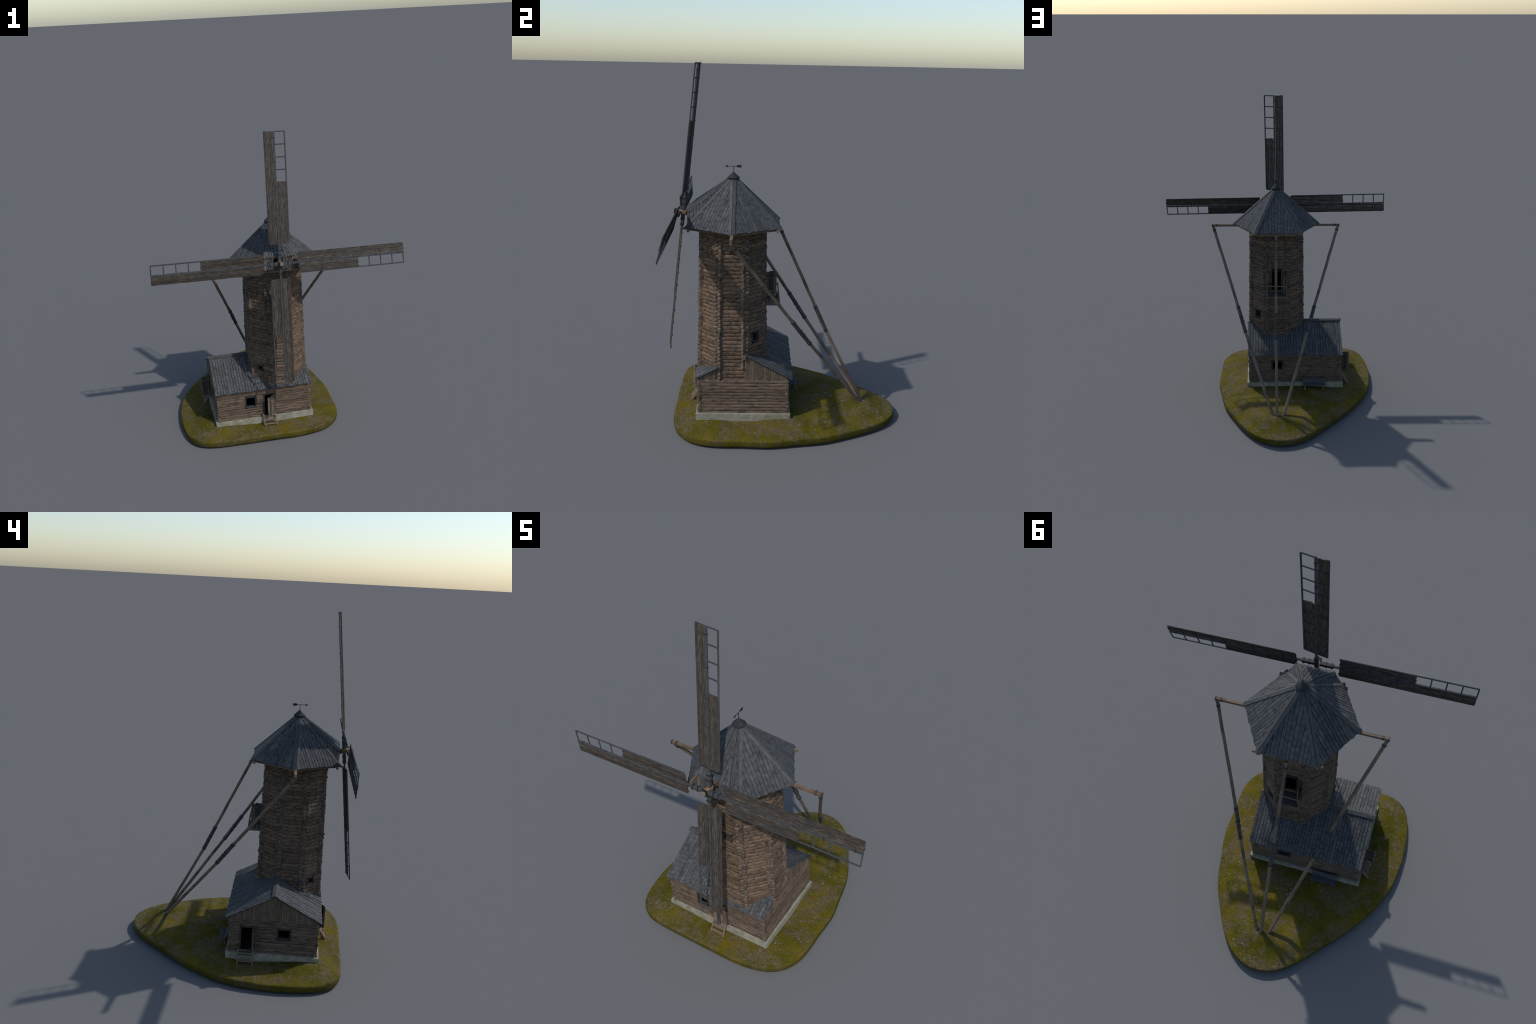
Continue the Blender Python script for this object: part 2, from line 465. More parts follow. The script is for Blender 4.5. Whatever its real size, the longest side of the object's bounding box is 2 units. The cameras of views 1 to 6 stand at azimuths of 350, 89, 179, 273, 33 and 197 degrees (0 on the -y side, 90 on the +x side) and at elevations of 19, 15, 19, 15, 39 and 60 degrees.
def pebbles(name, count, smin, smax, mat, seed):
    rnd = random.Random(seed)
    verts, faces = [], []
    made = 0
    clusters = [(rnd.uniform(-.6, .35), rnd.uniform(-.58, .62)) for _ in range(34)]
    while made < count:
        if rnd.random() < .75:
            cx, cy = rnd.choice(clusters)
            x, y = cx + rnd.gauss(0, .03), cy + rnd.gauss(0, .03)
        else:
            x, y = rnd.uniform(-.66, .4), rnd.uniform(-.62, .65)
        a = math.degrees(math.atan2(y - MC.y, x - MC.x)); r = math.hypot(x - MC.x, y - MC.y)
        if r > outline(a) - .012 or (-.46 < x < .21 and -.49 < y < .05):
            continue
        made += 1
        s = smin + (smax - smin) * rnd.random() ** 2.5
        bm = bmesh.new()
        bmesh.ops.create_icosphere(bm, subdivisions=1, radius=1)
        sx, sy, sz = s * rnd.uniform(.7, 1.3), s * rnd.uniform(.7, 1.3), s * rnd.uniform(.45, .8)
        rot = Matrix.Rotation(rnd.uniform(0, 6.28), 3, "Z")
        base = len(verts)
        z = ground(x, y)
        for v in bm.verts:
            k = rnd.uniform(.8, 1.15)
            p = rot @ V((v.co.x * sx * k, v.co.y * sy * k, v.co.z * sz * k))
            verts.append(p + V((x, y, z + sz * .12)))
        faces += [tuple(base + v.index for v in f.verts) for f in bm.faces]
        bm.free()
    o = ob_from(name, mesh(name, verts, faces, mat), MOUND)
    o["kind"] = "stuff"
pebbles("pale_pebbles", 90, .0006, .0019, M["stone"], 3)
pebbles("grey_stones", 260, .0015, .0055, M["rock"], 5)

def tufts():
    """Short moss and grass blades over the mound, one joined mesh."""
    rnd = random.Random(11)
    verts, faces = [], []
    n = 0
    while n < 9000:
        x, y = rnd.uniform(-.69, .42), rnd.uniform(-.63, .67)
        a = math.degrees(math.atan2(y - MC.y, x - MC.x)); r = math.hypot(x - MC.x, y - MC.y)
        if r > outline(a) - .003 or (-.455 < x < .206 and -.485 < y < .046):
            continue
        if noise.noise(V((x * 8, y * 8, 7))) < rnd.uniform(-.25, .25):
            continue
        n += 1
        z = ground(x, y) - .0005
        h = rnd.uniform(.0015, .004); w = rnd.uniform(.0005, .001)
        an = rnd.uniform(0, 6.28); le = rnd.uniform(0, .7) * h; la = rnd.uniform(0, 6.28)
        ca, sa = math.cos(an) * w, math.sin(an) * w
        b = len(verts)
        verts += [(x + ca, y + sa, z), (x - ca * .5 - sa * .8, y - sa * .5 + ca * .8, z), (x - ca * .5 + sa * .8, y - sa * .5 - ca * .8, z), (x + math.cos(la) * le, y + math.sin(la) * le, z + h)]
        faces += [(b, b + 1, b + 3), (b + 1, b + 2, b + 3), (b + 2, b, b + 3)]
    o = ob_from("moss_tufts", mesh("moss_tufts", verts, faces, M["moss"]), MOUND)
    o["kind"] = "stuff"
tufts()

# ------------------------------------------------------------------ foundation
def foundation():
    bm = bmesh.new()
    bmesh.ops.create_cube(bm, size=1)
    for v in bm.verts:
        v.co = V((-.1248 + v.co.x * .6585, -.2198 + v.co.y * .5285, .0585 + v.co.z * .097))
    bmesh.ops.bevel(bm, geom=list(bm.edges), offset=.0025, segments=2, affect="EDGES")
    me = bpy.data.meshes.new("foundation"); bm.to_mesh(me); bm.free()
    me.materials.append(M["plaster"])
    return ob_from("foundation", me, root)
foundation()

# ------------------------------------------------------------------ house
XL, XR, YF, YB = -.441, .192, -.4725, .0315       # outer wall faces
LOGD = .019
PITCH = .0183
HZ0 = .107
RIDGE_Y, RIDGE_Z, EAVE_Z = -.2185, .456, .3125

house = join_boxes("house", [((XL + .004, RIDGE_Y, RIDGE_Z - .016), (-.17, RIDGE_Y, RIDGE_Z - .016), .018, .018, V((0, 0, 1))),
                             ((.16, RIDGE_Y + .003, RIDGE_Z - .013), (XR + .012, RIDGE_Y + .003, RIDGE_Z - .013), .016, .018, V((0, 0, 1))),
                             ((XL - .004, RIDGE_Y, RIDGE_Z - .014), (XL + .01, RIDGE_Y, RIDGE_Z - .014), .016, .016, V((0, 0, 1))),
                             ((XL, YF + .006, EAVE_Z - .012), (XR, YF + .006, EAVE_Z - .012), .014, .014, V((0, 0, 1))),
                             ((XL, YB - .006, EAVE_Z - .012), (XR, YB - .006, EAVE_Z - .012), .014, .014, V((0, 0, 1)))], M["log"], root)

def log_wall(parent, origin, direction, t0, t1, z0, count, pitch, depth, openings, mats, endlen, name="wall_log", up=V((0, 0, 1)), rnd=None):
    """Stacked horizontal logs along `direction`; openings are (a, b, zlow, zhigh)."""
    rnd = rnd or RND
    for i in range(count):
        z = z0 + pitch * (i + .5)
        spans = [(t0, t1)]
        for a, b, lo, hi in openings:
            if lo + .003 < z + pitch / 2 and z - pitch / 2 < hi - .003 and lo - .2 * pitch < z < hi + .2 * pitch:
                spans = [s for (p, q) in spans for s in ((p, min(q, a)), (max(p, b), q)) if s[1] - s[0] > .006]
        for p, q in spans:
            j = rnd.uniform(-.0012, .0012)
            out = V((direction.y, -direction.x, 0)) * j
            e = rnd.uniform(-.0025, .0025)
            a = origin + direction * (p + (e if p == t0 else 0)) + V((0, 0, z)) + out
            b = origin + direction * (q + (e if q == t1 else 0)) + V((0, 0, z)) + out
            mt, L = along(a, b, up)
            me = timber_mesh(name, L, depth * rnd.uniform(.97, 1.04), pitch * 1.1 * rnd.uniform(.97, 1.05), mats, ch=.002, seg=max(4, int(L / .035)), wob=.0016, rnd=rnd, round_=.46,
                             ends=min(endlen, L * .3), sides=(p == t0, q == t1), squash=.9)
            ob_from(name, me, parent, mt)

timber("floor", (XL + .02, (YF + YB) / 2, .1085), (XR - .02, (YF + YB) / 2, .1085), YB - YF - .04, .003, M["frame"], house)  # coloured near-black to paint the dark of the room behind the openings
HM = [M["house"], M["end"]]
c = LOGD / 2
FRONT_OPEN = [(-.1285, -.0525, 0, .268), (-.2515, -.1795, .186, .266)]
LEFT_OPEN = [(.035, .1065, 0, .264), (.2425, .319, .2, .264)]      # measured along -y
BACK_OPEN = [(-.0402, .0366, .199, .262)]
n_log = 10
log_wall(house, V((0, YF + c, 0)), V((1, 0, 0)), XL - .0005, XR + .0015, HZ0, 11, PITCH * .985, LOGD, FRONT_OPEN, HM, .018)
log_wall(house, V((0, YB - c, 0)), V((1, 0, 0)), XL - .0005, XR + .0015, HZ0, 11, PITCH * .985, LOGD, BACK_OPEN, HM, .018)
log_wall(house, V((XL + c, 0, 0)), V((0, -1, 0)), -YB - .002, -YF + .002, HZ0 - PITCH * .35, 11, PITCH, LOGD, LEFT_OPEN, HM, .018)
log_wall(house, V((XR - c, 0, 0)), V((0, -1, 0)), -YB - .002, -YF + .002, HZ0 - PITCH * .35, 11, PITCH, LOGD, [], HM, .018)

# gables of upright boards
def gable(x, outward, parts, base, name="gable_board", bw=.0132):
    U = V((0, 1, 0)) if outward > 0 else V((0, -1, 0))
    O = V((x, 0, base))
    for y0, y1 in parts:
        def roof_z(y):
            s = (RIDGE_Z - EAVE_Z) / (RIDGE_Y - (-.485)) if y < RIDGE_Y else (RIDGE_Z - EAVE_Z) / (.048 - RIDGE_Y)
            return RIDGE_Z - abs(y - RIDGE_Y) * s - .006
        ys = [y0, y1] if not (y0 < RIDGE_Y < y1) else [y0, RIDGE_Y, y1]
        poly = [(y0, 0), (y1, 0)] + [(y, max(roof_z(y) - base, .002)) for y in reversed(ys)]
        if outward < 0:
            poly = [(-a, b) for a, b in poly]
        strip_boards(name, O, U, V((0, 0, 1)), poly, bw, .006, M["gable"], house, rag=.003, lift=.0009, gap=.0003, lap=(-.02, .02))
LOFT = (RIDGE_Y - .031, RIDGE_Y + .025)
gable(XL + .008, -1, [(YF + .002, LOFT[0]), (LOFT[1], YB - .002)], .3)
gable(XL + .0095, -1, [LOFT], .303, "loft_door_board", .021)
gable(XR - .009, 1, [(YF + .01, -.372), (-.2135, YB - .006)], .297)

# roof of the house: boards down both slopes, cut round the tower
def apothem(z):
    return .1752 - (z - .38) * .0169
def oct_halfwidth(x, a):
    x = abs(x)
    if x >= a:
        return None
    return min(a, a * math.sqrt(2) - x)
def house_roof():
    top = join_boxes("house_roof", [((-.456, RIDGE_Y + s * .0085, RIDGE_Z + .0075), (-.168, RIDGE_Y + s * .0085, RIDGE_Z + .0075), .0185, .005, V((0, s * .46, 1))) for s in (-1, 1)]
                     , M["ridge"], root, ch=.001)
    x0, x1 = -.449, .2
    n = 35
    edges = [x0 + (x1 - x0) * i / n + (RND.uniform(-.0012, .0012) if 0 < i < n else 0) for i in range(n + 1)]
    a = .181
    uv, uf = [], []
    for s in (1, -1):
        ye = .049 if s > 0 else -.486
        run = abs(ye - RIDGE_Y)
        W = V((0, -s * run, RIDGE_Z - EAVE_Z)).normalized()
        full = math.hypot(run, RIDGE_Z - EAVE_Z)
        U = V((s, 0, 0)) if False else V((1, 0, 0))
        N = W.cross(U) * -1
        if N.z < 0:
            N = -N
        for i in range(n):
            xa, xb = edges[i] + .0007, edges[i + 1] - .0007
            xc = (xa + xb) / 2
            # inner limit of the board (distance from the eave up the slope)
            lims = []
            for xx in (xa, xb):
                hw = .0715 if xx > .163 else oct_halfwidth(xx, a)
                if hw is None:
                    lims.append(full)
                else:
                    yt = TC.y + s * hw
                    stop = min(max(s * (ye - yt), 0), run) if s * (yt - RIDGE_Y) > 0 else run
                    lims.append(full * stop / run)
            if max(lims) < .004:
                continue
            lo = RND.uniform(-.0035, .0015)
            poly = [(lo, xa - xc), (lo, xb - xc), (max(lims[1], lo + .002), xb - xc), (max(lims[0], lo + .002), xa - xc)]
            O = V((xc, ye, EAVE_Z))
            Yl = N.cross(W)
            if Yl.x < 0:
                poly = [(p, -q) for p, q in poly]
            R = Matrix((W, Yl, N)).transposed()
            tilt = Matrix.Rotation(RND.uniform(-.01, .06), 3, "X")
            me = prism_mesh("roof_board", poly, .006, M["roof"], bev=.0014)
            low = .004 + .0006 * (i % 2)
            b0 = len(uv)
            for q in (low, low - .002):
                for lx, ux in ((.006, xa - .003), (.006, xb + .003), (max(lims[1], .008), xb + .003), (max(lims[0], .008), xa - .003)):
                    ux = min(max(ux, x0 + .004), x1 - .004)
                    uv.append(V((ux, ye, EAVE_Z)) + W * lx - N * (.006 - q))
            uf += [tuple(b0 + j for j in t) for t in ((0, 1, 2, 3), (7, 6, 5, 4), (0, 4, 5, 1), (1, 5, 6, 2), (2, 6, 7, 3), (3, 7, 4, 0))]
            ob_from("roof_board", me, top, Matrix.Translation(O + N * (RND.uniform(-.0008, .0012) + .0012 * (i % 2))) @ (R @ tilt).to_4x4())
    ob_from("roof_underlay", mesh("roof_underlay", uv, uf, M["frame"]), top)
    # flashing boards round the foot of the tower
    def zr(y):
        return RIDGE_Z - abs(y - RIDGE_Y) * ((RIDGE_Z - EAVE_Z) / (.2675 if y > RIDGE_Y else .2675)) + .009
    a2, cc = .186, .186 * .4142
    chains = [[(a2 - .003, -.2185 - TC.y), (a2, cc), (cc, a2), (-cc, a2), (-a2, cc)], [(a2, -cc), (cc, -a2), (-cc, -a2), (-a2, -cc), (-a2, -.2185 - TC.y)]]
    for ch in chains:
        for (xa, ya), (xb, yb) in zip(ch, ch[1:]):
            pa, pb = V((xa, ya + TC.y, zr(ya + TC.y))), V((xb, yb + TC.y, zr(yb + TC.y)))
            if (pb - pa).length > .012:
                timber("flashing_board", pa, pb, .012, .004, M["ridge"], top, up=V((0, .3 if ya > 0 else -.3, 1)))
    return top
house_roof()

# openings: frames, leaves, stairs
def frame(name, O, U, Wd, a, b, lo, hi, out, bar=.0075, depth=.02, sill=True, parent=None):
    """Four-sided frame, centred in the wall plane through O, U along the wall."""
    N = out
    def P(t, z):
        return O + U * t + V((0, 0, z))
    bx = [(P(a + bar / 2, lo), P(a + bar / 2, hi), bar, depth, N), (P(b - bar / 2, lo), P(b - bar / 2, hi), bar, depth, N),
          (P(a, hi - bar / 2), P(b, hi - bar / 2), depth, bar, V((0, 0, 1)))]
    if sill:
        bx.append((P(a, lo + bar / 2), P(b, lo + bar / 2), depth, bar, V((0, 0, 1))))
    fixed = []
    for p0, p1, w, h, up in bx:
        fixed.append((p0, p1, w, h, up))
    return join_boxes(name, fixed, M["frame"], parent or root)

frame("door_frame", V((0, YF + c - .0015, 0)), V((1, 0, 0)), None, -.1295, -.0515, .107, .271, V((0, 1, 0)), depth=.022, sill=False, parent=house)
frame("window_frame", V((0, YF + c - .0015, 0)), V((1, 0, 0)), None, -.2525, -.1785, .184, .267, V((0, 1, 0)), depth=.022, parent=house)
frame("door_frame", V((XL + c - .0015, 0, 0)), V((0, 1, 0)), None, -.1075, -.034, .107, .2665, V((1, 0, 0)), depth=.022, sill=False, parent=house)
frame("window_frame", V((XL + c - .0015, 0, 0)), V((0, 1, 0)), None, -.32, -.2415, .199, .266, V((1, 0, 0)), depth=.022, parent=house)
frame("window_frame", V((0, YB - c + .0015, 0)), V((1, 0, 0)), None, -.0412, .0376, .198, .264, V((0, 1, 0)), depth=.022, parent=house)
timber("threshold", (-.128, YF + .004, .1095), (-.053, YF + .004, .1095), .02, .006, M["frame"], house)
timber("threshold", (XL + .004, -.106, .1165), (XL + .004, -.036, .1165), .02, .008, M["frame"], house)
timber("door_post", (-.0465, YF - .001, .268), (-.0465, YF - .001, .306), .007, .006, M["door"], house, up=V((0, 1, 0)))
timber("door_post", (-.1785, YF - .001, .268), (-.1785, YF - .001, .306), .007, .006, M["door"], house, up=V((0, 1, 0)))

def door_leaf(name, hinge, edge, lo, hi, boards, parent, outward):
    h, e = V((*hinge, 0)), V((*edge, 0))
    d = (e - h); w = d.length; d.normalize()
    nrm = V((-d.y, d.x, 0))
    leaf = join_boxes(name, [(h + nrm * .004 + V((0, 0, lo + f * (hi - lo))), e - d * .002 + nrm * .004 + V((0, 0, lo + f * (hi - lo))), .003, .008, V((0, 0, 1))) for f in (.16, .82)], M["door"], parent)
    for i in range(boards):
        p = h + d * (w * (i + .5) / boards)
        dz = RND.uniform(-.002, .002)
        timber("door_board", p + V((0, 0, lo + dz)), p + V((0, 0, hi + dz)), w / boards - .0007, .005, M["door"] if i != boards // 2 else M["frame"], leaf, up=nrm)
    for f in (.16, .82):
        for sd in (-1,):
            timber("strap_hinge", h + nrm * sd * .0035 + V((0, 0, lo + f * (hi - lo))), h + d * w * .86 + nrm * sd * .0035 + V((0, 0, lo + f * (hi - lo))), .002, .0045, M["iron"], leaf)
    return leaf
door_leaf("door", (-.0565, YF - .004), (-.1107, -.519), .121, .264, 4, root, None)
door_leaf("door", (XL - .004, -.1075), (-.509, -.1105), .1235, .262, 4, root, None)

def stair(name, top_l, top_r, bot_l, bot_r, steps, parent):
    tl, tr, bl, br = map(V, (top_l, top_r, bot_l, bot_r))
    s = None
    stair_ob = join_boxes(name, [(tl, bl, .0065, .013, V((0, 0, 1))), (tr, br, .0065, .013, V((0, 0, 1)))], M["stair"], parent)
    out = (bl - tl); out.z = 0; out.normalize()
    for f in steps:
        a, b = tl.lerp(bl, f), tr.lerp(br, f)
        timber("stair_step", a, b, .016, .0045, M["stair"], stair_ob)
    return stair_ob
stair("door_stair", (-.1385, -.482, .13), (-.0575, -.482, .128), (-.1365, -.529, .062), (-.055, -.529, .06), (.15, .48, .82), root)
stair("door_stair", (-.4485, -.0285, .134), (-.4485, -.1115, .134), (-.496, -.0285, .054), (-.496, -.1125, .054), (.12, .42, .76), root)

# ------------------------------------------------------------------ tower of logs
def oct_corner(i, a, z):
    th = math.radians(22.5 + 45 * i)
    return TC + V((math.cos(th), math.sin(th), 0)) * (a / math.cos(math.radians(22.5))) + V((0, 0, z))
tower = join_boxes("tower", [(oct_corner(i, .156, 1.1435), oct_corner(i + 1, .156, 1.1435), .012, .012, V((0, 0, 1))) for i in range(8)], M["log"], root)
TP = .0219
TZ0 = .2915
EXT = .0205
def facing(k):
    th = math.radians(45 * k)
    return V((math.cos(th), math.sin(th), 0)), V((-math.sin(th), math.cos(th), 0))
TOWER_OPEN = {2: [(-.034, .033, .725, .872)], 5: [(-.024, .023, .418, .458)], 1: [(-.025, .024, .513, .57)], 6: [(-.027, .029, .797, .838)]}
REF_L = 2 * (.4142 * .164 + EXT)
LOGMESH = [timber_mesh("tower_log", REF_L, .021 + RND.uniform(-.001, .001), TP * 1.05 * RND.uniform(.98, 1.03), [M["log"], M["end"]], ch=.0011, seg=6, wob=.0011, round_=.56, ends=EXT * .9, squash=.92) for _ in range(14)]
ROOFZ = lambda y: RIDGE_Z - abs(y - RIDGE_Y) * (RIDGE_Z - EAVE_Z) / .2675
for k in range(8):
    n, t = facing(k)
    for i in range(40):
        z = TZ0 + TP * (i + .5) + (TP / 2 if k % 2 else 0)
        if z > 1.162:
            continue
        a = apothem(z)
        if k not in (0, 6):                      # hidden inside the house
            if z < ROOFZ(TC.y + n.y * a) - .05:
                continue
        cen = TC + n * (a + RND.uniform(-.0022, .0016)) + V((0, 0, z))
        half = .4142 * a + EXT
        spans = [(-half, half)]
        for p, q, lo, hi in TOWER_OPEN.get(k, []):
            if lo - .2 * TP < z < hi + .2 * TP:
                spans = [(-half, p), (q, half)]
        R = Matrix((t, n * -1, V((0, 0, 1)))).transposed()
        if len(spans) == 1:
            me = RND.choice(LOGMESH)
            sx = 2 * half / REF_L * RND.uniform(.97, 1.03)
            flip = Matrix.Rotation(math.pi, 4, "Z") if RND.random() < .5 else Matrix.Identity(4)
            ob_from("tower_log", me, tower, Matrix.Translation(cen) @ R.to_4x4() @ flip @ Matrix.Diagonal((sx, 1, 1, 1)))
        else:
            for p, q in spans:
                L = q - p
                me = timber_mesh("tower_log", L, .021, TP * 1.1, [M["log"], M["end"]], ch=.0011, seg=4, wob=.0011, round_=.56, ends=EXT * .9, sides=(p == -half, q == half), squash=.9)
                ob_from("tower_log", me, tower, Matrix.Translation(cen + t * (p + q) / 2) @ R.to_4x4())
def tower_frame(k, p, q, lo, hi, name, sill=True, bar=.007):
    n, t = facing(k)
    a = apothem((lo + hi) / 2)
    return frame(name, TC + n * (a + .001), t, None, p - .001, q + .001, lo - .002, hi + .002, n, bar=bar, depth=.026, sill=sill, parent=tower)
tower_frame(5, *TOWER_OPEN[5][0], "window_frame")
tower_frame(1, *TOWER_OPEN[1][0], "window_frame")
tower_frame(6, *TOWER_OPEN[6][0], "window_frame")
tower_frame(2, *TOWER_OPEN[2][0], "hatch_frame", sill=False, bar=.0045)
# small peg on the front face
timber("log_peg", (-.004, -.462, .69), (-.004, -.487, .69), .009, .008, M["log"], tower)

# balcony on the back of the tower
def balcony():
    bz = .7085
    y0, y1 = -.118, -.0255
    bal = join_boxes("balcony", [((x, y0 - .02, bz), (x, y1, bz), .011, .0165, V((0, 0, 1))) for x in (-.0605, .0625)] +
                     [((-.066, y1 - .002, bz - .0005), (.068, y1 - .002, bz - .0005), .009, .0155, V((0, 0, 1)))], M["gable"], root)
    nb = 8
    for i in range(nb):
        y = y0 + .004 + (y1 - y0 - .006) * (i + .5) / nb
        timber("floor_board", (-.056, y, bz + .0095), (.058, y, bz + .0095), (y1 - y0) / nb - .0016, .004, M["frame"], bal)
    for x in (-.0625, .0645):
        timber("balcony_post", (x, y1 + .002, bz - .012), (x + (.004 if x > 0 else -.001), y1 - .009, .796), .007, .007, M["gable"], bal, up=V((0, 1, 0)))
        timber("hand_rail", (x, y1 - .008, .784), (x * .93, -.122, .782), .005, .0065, M["gable"], bal)
    timber("hand_rail", (-.066, y1 - .007, .7865), (.069, y1 - .007, .7885), .005, .0065, M["gable"], bal)
    for j in range(4):
        timber("kick_board", (-.062, y0 + .012 + j * .02, bz + .018), (-.062, y0 + .028 + j * .02, bz + .018), .003, .02, M["grey"], bal)
    door_leaf("hatch_door", (-.034, -.104), (-.053, -.0405), .731, .866, 3, root, None)
balcony()

# ------------------------------------------------------------------ cap roof
RZ, RR, AZ = 1.1525, .2865, 1.4095
HEX = [TC + V((RR * math.cos(math.radians(60 * i)), RR * math.sin(math.radians(60 * i)), RZ)) for i in range(6)]
# 0:+x  1:back +x  2:back -x  3:-x  4:front -x  5:front +x
APEX = V((0, TC.y, AZ))
YW = -.520
def hip_at_y(vtx, y):
    t = (y - APEX.y) / (vtx.y - APEX.y)
    return APEX.lerp(vtx, t)
H1, H2 = hip_at_y(HEX[5], YW), hip_at_y(HEX[4], YW)
W1, W2 = V((.0935, -.5285, 1.2335)), V((-.0935, -.5285, 1.2335))

cap = join_boxes("cap_roof", [(TC.lerp(HEX[i], .945) * 1 + V((0, 0, RZ - .007 - TC.lerp(HEX[i], .945).z)), TC.lerp(HEX[(i + 1) % 6], .945) + V((0, 0, RZ - .007 - TC.lerp(HEX[i], .945).z)), .012, .011, V((0, 0, 1))) for i in range(6) if i != 4] +
                 [((-.172, -.5185, 1.1435), (.1785, -.5185, 1.1435), .013, .0145, V((0, 0, 1))), ((-.1675, -.0475, 1.1435), (.175, -.0475, 1.1435), .013, .0145, V((0, 0, 1)))] +
                 [(TC + V((x, 0, 1.1435)) + V((0, -.245, 0)), TC + V((x, 0, 1.1435)) + V((0, .245, 0)), .012, .014, V((0, 0, 1))) for x in (-.105, .105)], M["pole"], root)
# eave deck closing the underside
deck = [TC + (h - TC) * .985 for h in HEX]
deck = [TC + (h - TC) * .97 for h in HEX]
dv = [V((p.x, p.y, z)) for z in (1.1495, 1.1525) for p in deck]
ob_from("eave_deck", mesh("eave_deck", dv, [tuple(reversed(range(6))), tuple(range(6, 12))] + [(i, (i + 1) % 6, 6 + (i + 1) % 6, 6 + i) for i in range(6)], M["log"]), cap)

def roof_face(P, Q, width=.0192, rag=.0055):
    """full face between eave corners P, Q (seen from outside: P left, Q right) and the apex"""
    U = (Q - P).normalized()
    midp = (P + Q) / 2
    W = (APEX - midp); W = (W - U * W.dot(U)).normalized()
    h = (APEX - midp).length; L = (Q - P).length
    ext = .006
    sl = (L / 2) / h
    poly = [(-sl * ext, -ext), (L + sl * ext, -ext), (L / 2 + sl * .03, h - .03), (L / 2 - sl * .03, h - .03)]
    strip_boards("roof_board", P, U, W, poly, width, .006, M["caproof"], cap, rag=rag, lift=.0016)
    return U, W, U.cross(W).normalized()
NRM = {}
for i, j in ((0, 1), (1, 2), (2, 3), (3, 4), (5, 0)):
    NRM[(i, j)] = roof_face(HEX[i], HEX[j])[2]
def tri_face(A, P, Q, width=.0185, name="roof_board", rag=.005, ext=.004):
    """face A (top), P left, Q right seen from outside"""
    U = (Q - P).normalized()
    W0 = (A - P); W = (W0 - U * W0.dot(U)).normalized()
    a = ((A - P).dot(U), (A - P).dot(W)); L = (Q - P).length
    sL, sR = a[0] / a[1], (a[0] - L) / a[1]
    poly = [(-sL * ext, -ext), (L - sR * ext, -ext), (a[0] - .004, a[1]), (a[0] + .004, a[1])]
    strip_boards(name, P, U, W, poly, width, .006, M["caproof"], cap, rag=rag, lift=.0015)
    return U.cross(W).normalized()
DA = APEX + V((0, -.012, -.004))
nd_ = tri_face(DA, W2, W1)                                  # dormer top
def cheek(A, P, Q):
    n = (P - A).cross(Q - A).normalized()
    if n.z < 0:
        n = -n
    W = V((n.z, 0, -n.x)) if n.x < 0 else V((-n.z, 0, n.x))
    W.normalize()
    U = W.cross(n)
    poly = [((p - P).dot(U), (p - P).dot(W)) for p in (A, P, Q)]
    strip_boards("roof_board", P, U, W, poly, .0165, .006, M["caproof"], cap, rag=0, lift=.0012)
    return n
nc1 = cheek(APEX, W1, H1)
nc2 = cheek(APEX, H2, W2)

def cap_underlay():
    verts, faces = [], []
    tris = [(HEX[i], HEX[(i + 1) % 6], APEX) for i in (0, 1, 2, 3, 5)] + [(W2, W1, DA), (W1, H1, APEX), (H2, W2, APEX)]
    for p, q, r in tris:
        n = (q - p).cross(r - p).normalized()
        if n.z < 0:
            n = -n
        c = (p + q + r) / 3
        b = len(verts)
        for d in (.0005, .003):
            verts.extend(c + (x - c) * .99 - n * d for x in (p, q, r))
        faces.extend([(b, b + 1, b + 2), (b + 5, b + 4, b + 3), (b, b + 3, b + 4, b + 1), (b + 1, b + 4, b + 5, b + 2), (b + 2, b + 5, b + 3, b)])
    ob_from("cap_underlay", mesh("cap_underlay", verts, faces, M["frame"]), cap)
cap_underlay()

def hip_boards(v, n_left, n_right, top=APEX, lo_ext=.006):
    d = (top - v)
    L = d.length; d.normalize()
    for n, sgn in ((n_left, -1), (n_right, 1)):
        side = n.cross(d).normalized() * -1          # to the right seen from outside looking up the slope
        side = d.cross(n).normalized()
        off = side * sgn * .0062 + n * .0075
        p0 = v - d * lo_ext + off
        p1 = v + d * (L - .03) + off
        # alternate which of the pair laps over
        timber("ridge_board", p0 + n * (.001 if sgn > 0 else 0), p1 + n * (.001 if sgn > 0 else 0), .0168, .0035, M["ridge"], cap, up=n, ch=.0008)
hip_boards(HEX[0], NRM[(5, 0)], NRM[(0, 1)])
hip_boards(HEX[1], NRM[(0, 1)], NRM[(1, 2)])
hip_boards(HEX[2], NRM[(1, 2)], NRM[(2, 3)])
hip_boards(HEX[3], NRM[(2, 3)], NRM[(3, 4)])
for v, n, s in ((HEX[5], NRM[(5, 0)], 1), (HEX[4], NRM[(3, 4)], -1)):
    d = (APEX - v); L = d.length; d.normalize()
    side = d.cross(n).normalized()
    off = side * s * .0066 + n * .0072
    timber("ridge_board", v - d * .005 + off, v + d * (L - .033) + off, .0168, .0035, M["ridge"], cap, up=n, ch=.0008)
for w, na, nb_, s in ((W1, nd_, nc1, 1), (W2, nd_, nc2, -1)):
    d = (APEX - w); L = d.length; d.normalize()
    for n, sg in ((na, -s), (nb_, s)):
        side = d.cross(n).normalized()
        off = side * sg * .0052 + n * .0068
        timber("ridge_board", w - d * .004 + off, w + d * (L - .033) + off, .015, .0032, M["ridge"], cap, up=n, ch=.0008)

